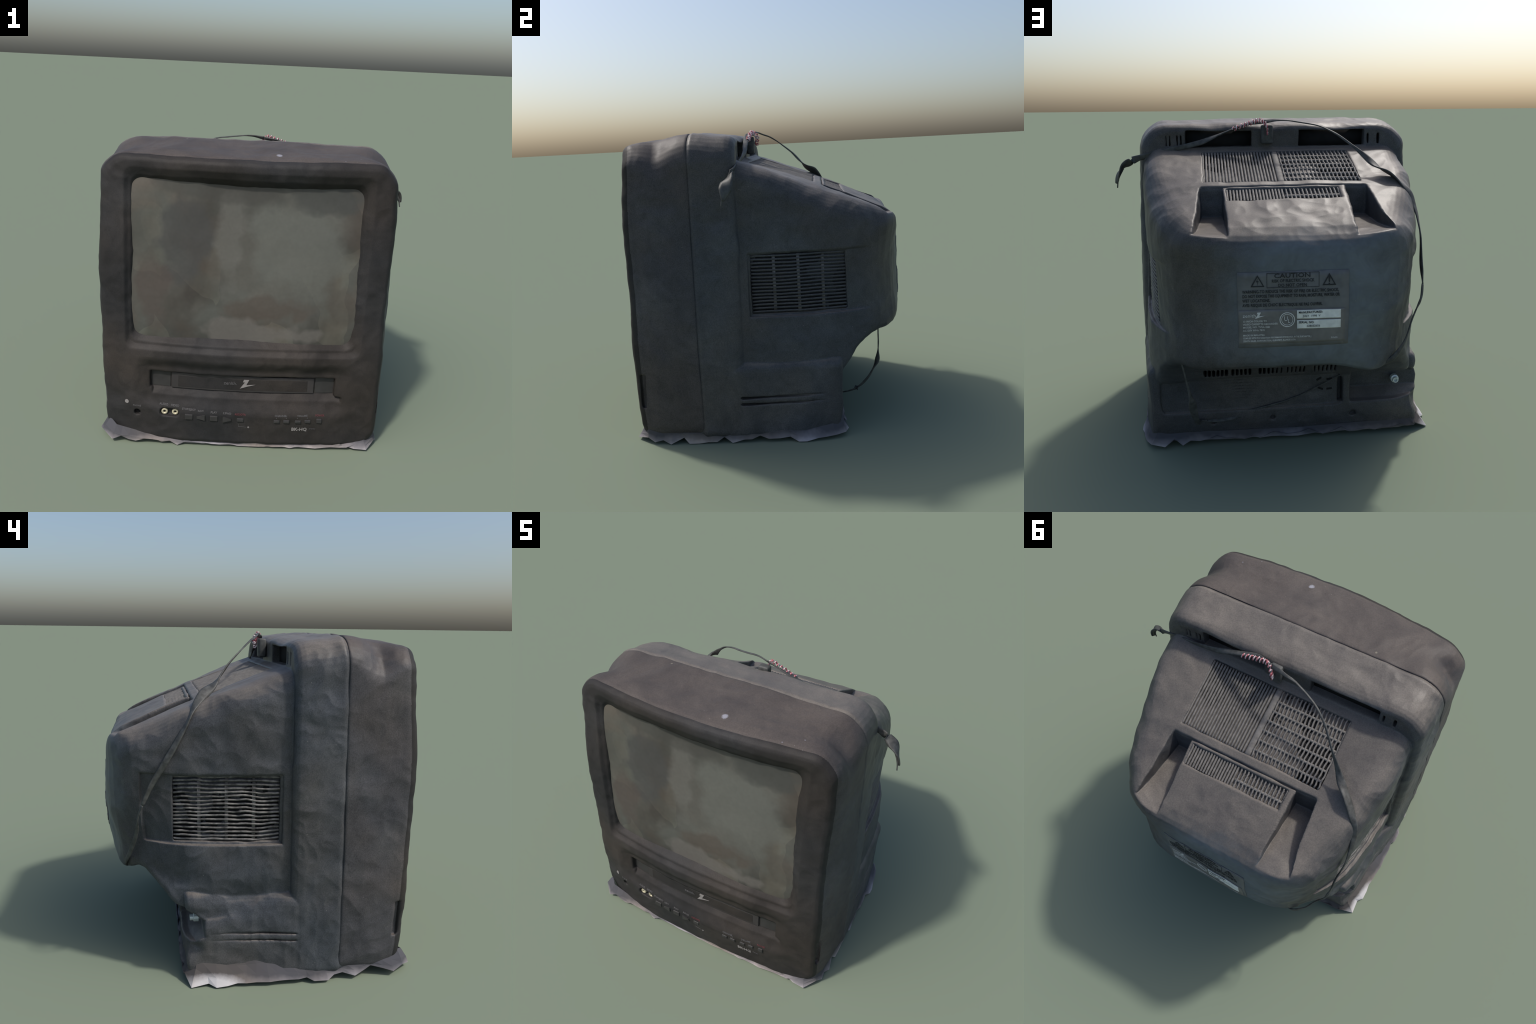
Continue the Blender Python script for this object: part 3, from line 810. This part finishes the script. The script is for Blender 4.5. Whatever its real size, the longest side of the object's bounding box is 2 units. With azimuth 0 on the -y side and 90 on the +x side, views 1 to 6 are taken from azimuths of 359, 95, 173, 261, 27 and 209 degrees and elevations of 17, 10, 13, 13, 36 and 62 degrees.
words("CAUTION", -0.012, 1.167, 0.034, M_INK, "CENTER", 0.0004, width=1.25)
words("RISK OF ELECTRIC SHOCK", -0.015, 1.140, 0.023, M_INK, "CENTER", 0.0002, width=0.82)
words("DO NOT OPEN", -0.012, 1.116, 0.023, M_INK, "CENTER", 0.0002, width=0.95)
mark("label_frame", frame_poly(0.137, 0.040, 0.0020), M_INK, -0.015, 1.144, BV_REAR, False, 0.0062, 0, label)
for i, row in enumerate(["WARNING-TO REDUCE THE RISK OF FIRE OR ELECTRIC SHOCK,", "DO NOT EXPOSE THIS EQUIPMENT TO RAIN, MOISTURE, WATER OR", "WET LOCATIONS.",
                         "AVIS: RISQUE DE CHOC ELECTRIQUE NE PAS OUVRIR."]):
    words(row, 0.250, 1.084 - i * 0.0245, 0.0235, M_INK, "LEFT", 0.0003, width=(0.745, 0.70, 0.75, 0.74)[i])
def triangle(x, z, s):
    h = s * 0.9; t = 0.0032
    a, b, c = (-s, -h), (s, -h), (0, h)
    k = 1 - t * 3.0 / s
    parts = []
    P = [a, b, c]; g = (0, -h / 3)
    Q = [(g[0] + (p[0] - g[0]) * k, g[1] + (p[1] - g[1]) * k) for p in P]
    for i in range(3):
        j = (i + 1) % 3
        parts.append(flat([P[i], P[j], Q[j], Q[i]], 0.0006))
    return joined(parts)
for x in (0.170, -0.205):
    mark("warning_triangle", triangle(x, 1.14, 0.036), M_INK, x, 1.143, BV_REAR, False, 0.0062, 0, label)
mark("bolt_mark", tri_clean(flat([(0.002, 0.022), (-0.008, 0.0), (0.001, 0.002), (-0.003, -0.022), (0.006, 0.007), (-0.002, 0.006)], 0.0006)), M_INK, 0.170, 1.136, BV_REAR, False, 0.0062, 0, label)
mark("exclamation_mark", joined([flat([(-0.003, -0.008), (0.003, -0.008), (0.004, 0.022), (-0.004, 0.022)], 0.0006), flat([(a, b - 0.017) for a, b in disc(0.004, 8)], 0.0006)]), M_INK, -0.205, 1.136, BV_REAR, False, 0.0062, 0, label)
L2 = 0.0095
words("zenith", 0.250, 0.956, 0.026, M_WHITE_INK, lift=L2, width=1.1)
mark("lightning_logo", z_logo(0.034), M_WHITE_INK, 0.165, 0.957, BV_REAR, False, L2, 0, label)
for i, row in enumerate(["13 INCH COLOR TV", "VIDEO CASSETTE RECORDER", "MODEL NO. TVSA1380", "AC120V 60Hz 78W"]):
    words(row, 0.250, 0.926 - i * 0.0165, 0.0140, M_WHITE_INK, lift=L2, weight=0.0003)
for i, row in enumerate(["MADE IN MALAYSIA", "COMPLIES WITH FCC RADIATION PERFORMANCE STANDARDS, IN THE SUBCHAPTER J", "ZENITH SALES, CORPORATION, GLENVIEW, ILLINOIS U.S.A."]):
    words(row, 0.250, 0.850 - i * 0.0155, 0.0128, M_WHITE_INK, lift=L2, weight=0.0003, width=(1, 0.72, 0.82)[i])
words("P/N05", -0.215, 0.822, 0.014, M_WHITE_INK, lift=L2)
mark("approval_ring", joined([annulus(0.028, 0.031, 0.0006), annulus(0.036, 0.041, 0.0006, 18)]), M_WHITE_INK, 0.017, 0.930, BV_REAR, False, L2, 0, label)
words("U", 0.024, 0.934, 0.036, M_WHITE_INK, "CENTER", 0.0005, L2, 0.8); words("L", 0.008, 0.922, 0.030, M_WHITE_INK, "CENTER", 0.0005, L2, 0.8)
L3 = 0.0118
words("MANUFACTURED:", -0.042, 0.968, 0.0165, M_INK, lift=L3, weight=0.0002, width=0.95)
words("JULY  1998  V", -0.065, 0.948, 0.016, M_LABEL, lift=L3)
words("SERIAL NO", -0.042, 0.913, 0.0165, M_INK, lift=L3, weight=0.0002)
words("S28032656", -0.085, 0.893, 0.016, M_LABEL, lift=L3)

# raised small print on the low back panel: far too fine to read, so rows of short raised strokes
def raised_print():
    parts = []
    r = random.Random(5)
    for row in range(7):
        x = 0.67
        z = 0.405 - row * 0.020
        while x > -0.18 - 0.05 * (row % 3):
            w = r.uniform(0.004, 0.012)
            y = 0.4500
            parts.append(box(x - w, x, y - 0.004, y + 0.0035, z - 0.005, z + r.uniform(0.002, 0.005)))
            x -= w + r.choice((0.004, 0.004, 0.010))
    return joined(parts)
add("raised_lettering", raised_print(), M_SHELL, shell, False, "stuff")
for x, z, a in ((-0.235, 0.385, 0.5), (-0.300, 0.380, 0.1), (-0.245, 0.320, -0.4), (-0.300, 0.315, 0.1)):
    m = flat([(-0.017, -0.006), (0.017, -0.006), (0.017, 0.006), (-0.017, 0.006)], 0.001)
    mark("key_slot_plate", m, M_DARK, x, z, BV_REAR, False, 0.001, a, shell)  # dark plate laid on the panel in place of a cut slot

# aerial connector in the open corner
con = revolve([(0.012, -0.04), (0.012, 0.0), (0.026, 0.0), (0.026, 0.030), (0.018, 0.034), (0.018, 0.055), (0.012, 0.055), (0.011, 0.04), (0.001, 0.04)], 12)
c = coords(con); set_coords(con, np.stack([-0.735 - c[:, 0], 0.375 + c[:, 2] * 0.9, 0.330 + c[:, 1]], 1))
add("aerial_connector", fix_normals(con), M_NUT, shell, False)

# hook on the handle bridge holding the folded cord
hook = joined([bevelled_box(0.075, 0.05, 0.12, 0.012, 3)])
c = coords(hook); set_coords(hook, c + (0.012, -0.105, 1.850))
add("cord_hook", crumple(hook, 0.004, 0.004, 0.006, 0), M_CORD, shell)

# ------------------------------------------------------------------ cord: flat lead draped over the set
def ribbon(name, pts, wide, thick, side, per=9, wob=0.004):
    P = catmull(pts, per)
    W = [float(w) for w in np.interp(np.linspace(0, 1, len(P)), np.linspace(0, 1, len(wide)), wide)]
    T = [thick * (0.75 + 0.5 * min(1, w / max(wide))) for w in W]
    q = np.array(P)
    j = np.stack([perlin(q * 9 + s) for s in (2.2, 5.5, 8.8)], 1) * wob
    q = q + j
    def up(i):
        s = np.array(side[0]) + (np.array(side[1]) - np.array(side[0])) * i / (len(P) - 1)
        return tuple(s + 0.5 * np.array((math.sin(i * 0.21), math.cos(i * 0.17), math.sin(i * 0.13))))
    return add(name, bar([tuple(a) for a in q], W, T, up), M_CORD, cord)
cord = bpy.data.objects.new("aerial_cord", None); bpy.context.collection.objects.link(cord); cord.parent = root
ribbon("cord_lead", [(0.992, -0.185, 1.545), (0.972, -0.172, 1.605), (0.93, -0.158, 1.662), (0.828, -0.138, 1.712), (0.62, -0.118, 1.762), (0.448, -0.108, 1.802), (0.28, -0.112, 1.866), (0.144, -0.112, 1.915), (0.03, -0.085, 1.930)],
       [0.018, 0.075, 0.074, 0.036, 0.030, 0.034, 0.036, 0.034, 0.024], 0.010, ((0.7, 0.2, -0.4), (0, 0.6, 0.8)))
ribbon("cord_end", [(0.990, -0.200, 1.515), (0.978, -0.185, 1.570), (0.945, -0.165, 1.64)], [0.006, 0.016, 0.02], 0.008, ((1, 0, 0), (1, 0, 0)))
ribbon("cord_lead", [(0.03, -0.085, 1.930), (-0.06, -0.062, 1.938), (-0.162, -0.042, 1.930), (-0.34, 0.036, 1.890), (-0.49, 0.16, 1.785), (-0.61, 0.265, 1.672), (-0.69, 0.33, 1.622), (-0.752, 0.385, 1.560), (-0.795, 0.430, 1.480), (-0.815, 0.53, 1.30), (-0.798, 0.62, 1.15), (-0.790, 0.678, 1.03)],
       [0.03, 0.022, 0.013, 0.012, 0.015, 0.05, 0.06, 0.04, 0.034, 0.034, 0.03, 0.02], 0.009, ((0, 0.5, 0.9), (-0.9, 0.3, 0.2)))
ribbon("cord_lead", [(-0.790, 0.678, 1.03), (-0.775, 0.705, 0.95), (-0.735, 0.712, 0.86), (-0.672, 0.755, 0.72), (-0.600, 0.785, 0.64), (-0.53, 0.775, 0.60), (-0.44, 0.76, 0.62)],
       [0.02, 0.012, 0.02, 0.026, 0.03, 0.02, 0.014], 0.008, ((-0.9, 0.3, 0.2), (0, 1, 0.2)))
ribbon("cord_loop", [(0.585, 0.715, 0.66), (0.57, 0.715, 0.58), (0.55, 0.715, 0.47), (0.535, 0.702, 0.39), (0.525, 0.64, 0.275), (0.51, 0.57, 0.205), (0.50, 0.490, 0.175), (0.46, 0.472, 0.165)],
       [0.010, 0.010, 0.014, 0.045, 0.050, 0.040, 0.022, 0.015], 0.008, ((0.3, 0.9, 0), (0, 0.5, 0.9)))
ribbon("cord_tail", [(0.53, 0.4665, 0.195), (0.46, 0.4665, 0.165), (0.34, 0.4665, 0.165), (0.20, 0.4665, 0.198), (0.06, 0.4665, 0.232), (-0.12, 0.4665, 0.290), (-0.27, 0.4665, 0.360), (-0.37, 0.4665, 0.41)],
       [0.02, 0.034, 0.036, 0.034, 0.014, 0.007, 0.007, 0.008], 0.006, ((0, 1, 0.2), (0, 1, 0.2)))

def twist_tie():
    parts = []
    base_pts = catmull([(0.235, -0.100, 1.882), (0.17, -0.098, 1.906), (0.11, -0.095, 1.925), (0.055, -0.085, 1.938), (0.018, -0.055, 1.905), (0.012, -0.062, 1.85)], 14)
    coil = []
    for i, p in enumerate(base_pts):
        a = i * 1.1
        coil.append((p[0], p[1] + 0.013 * math.cos(a), p[2] + 0.013 * math.sin(a)))
    return bar(coil, 0.009, 0.009, (0.2, 0.5, 1))
add("twist_tie", twist_tie(), M_TWIST, cord)

# ------------------------------------------------------------------ pale scraps stuck round the foot
def fringe():
    outline = [(-0.93, -0.80), (-0.87, -0.855), (-0.72, -0.865), (-0.40, -0.868), (0.0, -0.87), (0.40, -0.868), (0.66, -0.855), (0.775, -0.83), (0.838, -0.78),
               (0.866, -0.45), (0.848, 0.0), (0.806, 0.40), (0.775, 0.468), (0.40, 0.474), (-0.10, 0.474), (-0.60, 0.474), (-0.85, 0.466), (-0.882, 0.40), (-0.912, 0.0), (-0.948, -0.45)]
    flare = [0.036, 0.020, 0.006, 0.010, -0.012, -0.020, -0.010, 0.046, 0.040, 0.006, 0.016, 0.050, 0.026, 0.008, 0.004, 0.006, 0.004, 0.050, 0.085, 0.024]
    topz = [0.11, 0.085, 0.05, 0.03, 0.02, 0.018, 0.035, 0.09, 0.13, 0.085, 0.09, 0.10, 0.075, 0.05, 0.04, 0.05, 0.05, 0.12, 0.15, 0.12]
    lowz = [0.035, 0.012, 0.006, 0.006, 0.014, 0.012, 0.012, 0.0, 0.004, 0.006, 0.010, 0.004, 0.02, 0.025, 0.03, 0.03, 0.04, 0.006, 0.012, 0.022]
    pts, r = [], random.Random(21)
    n = len(outline)
    for i in range(n):
        a, b = Vector(outline[i]), Vector(outline[(i + 1) % n])
        m = max(1, round((b - a).length / 0.055))
        for k in range(m):
            t = k / m
            lerp = lambda s: s[i] + (s[(i + 1) % n] - s[i]) * t
            pts.append((a.lerp(b, t), lerp(flare), lerp(topz), lerp(lowz)))
    v, f = [], []
    N = len(pts)
    for i, (p, fl, tz, lz) in enumerate(pts):
        d = (pts[(i + 1) % N][0] - pts[i - 1][0]).normalized()
        out = Vector((d.y, -d.x))
        jag = r.choice((-0.9, -0.3, 0.0, 0.1, 0.6, 0.9)) + r.uniform(0, 0.2)
        reach = fl * (0.75 + 0.6 * jag)
        low = max(0.0005, lz + 0.020 * (0.7 - jag))
        inn = p - out * 0.030
        mid = p + out * (0.004 + r.uniform(-0.003, 0.003))
        lowp = p + out * reach + d * r.uniform(-0.015, 0.015)
        v += [(inn.x, inn.y, tz + 0.02), (mid.x, mid.y, tz * 0.72 + r.uniform(-0.006, 0.006)), ((mid.x * .45 + lowp.x * .55), (mid.y * .45 + lowp.y * .55), (tz * 0.72 + low) * 0.46), (lowp.x, lowp.y, low)]
    for i in range(N):
        j = (i + 1) % N
        for k in range(3):
            f.append((4 * i + k, 4 * i + k + 1, 4 * j + k + 1, 4 * j + k))
    m = pymesh("fringe", v, f)
    o = temp(m); s = o.modifiers.new("t", "SOLIDIFY"); s.thickness = 0.005; s.offset = 0
    out = evaluated(o); drop(o)
    c = coords(out); c[:, 2] -= c[:, 2].min(); set_coords(out, c)
    return fix_normals(out)
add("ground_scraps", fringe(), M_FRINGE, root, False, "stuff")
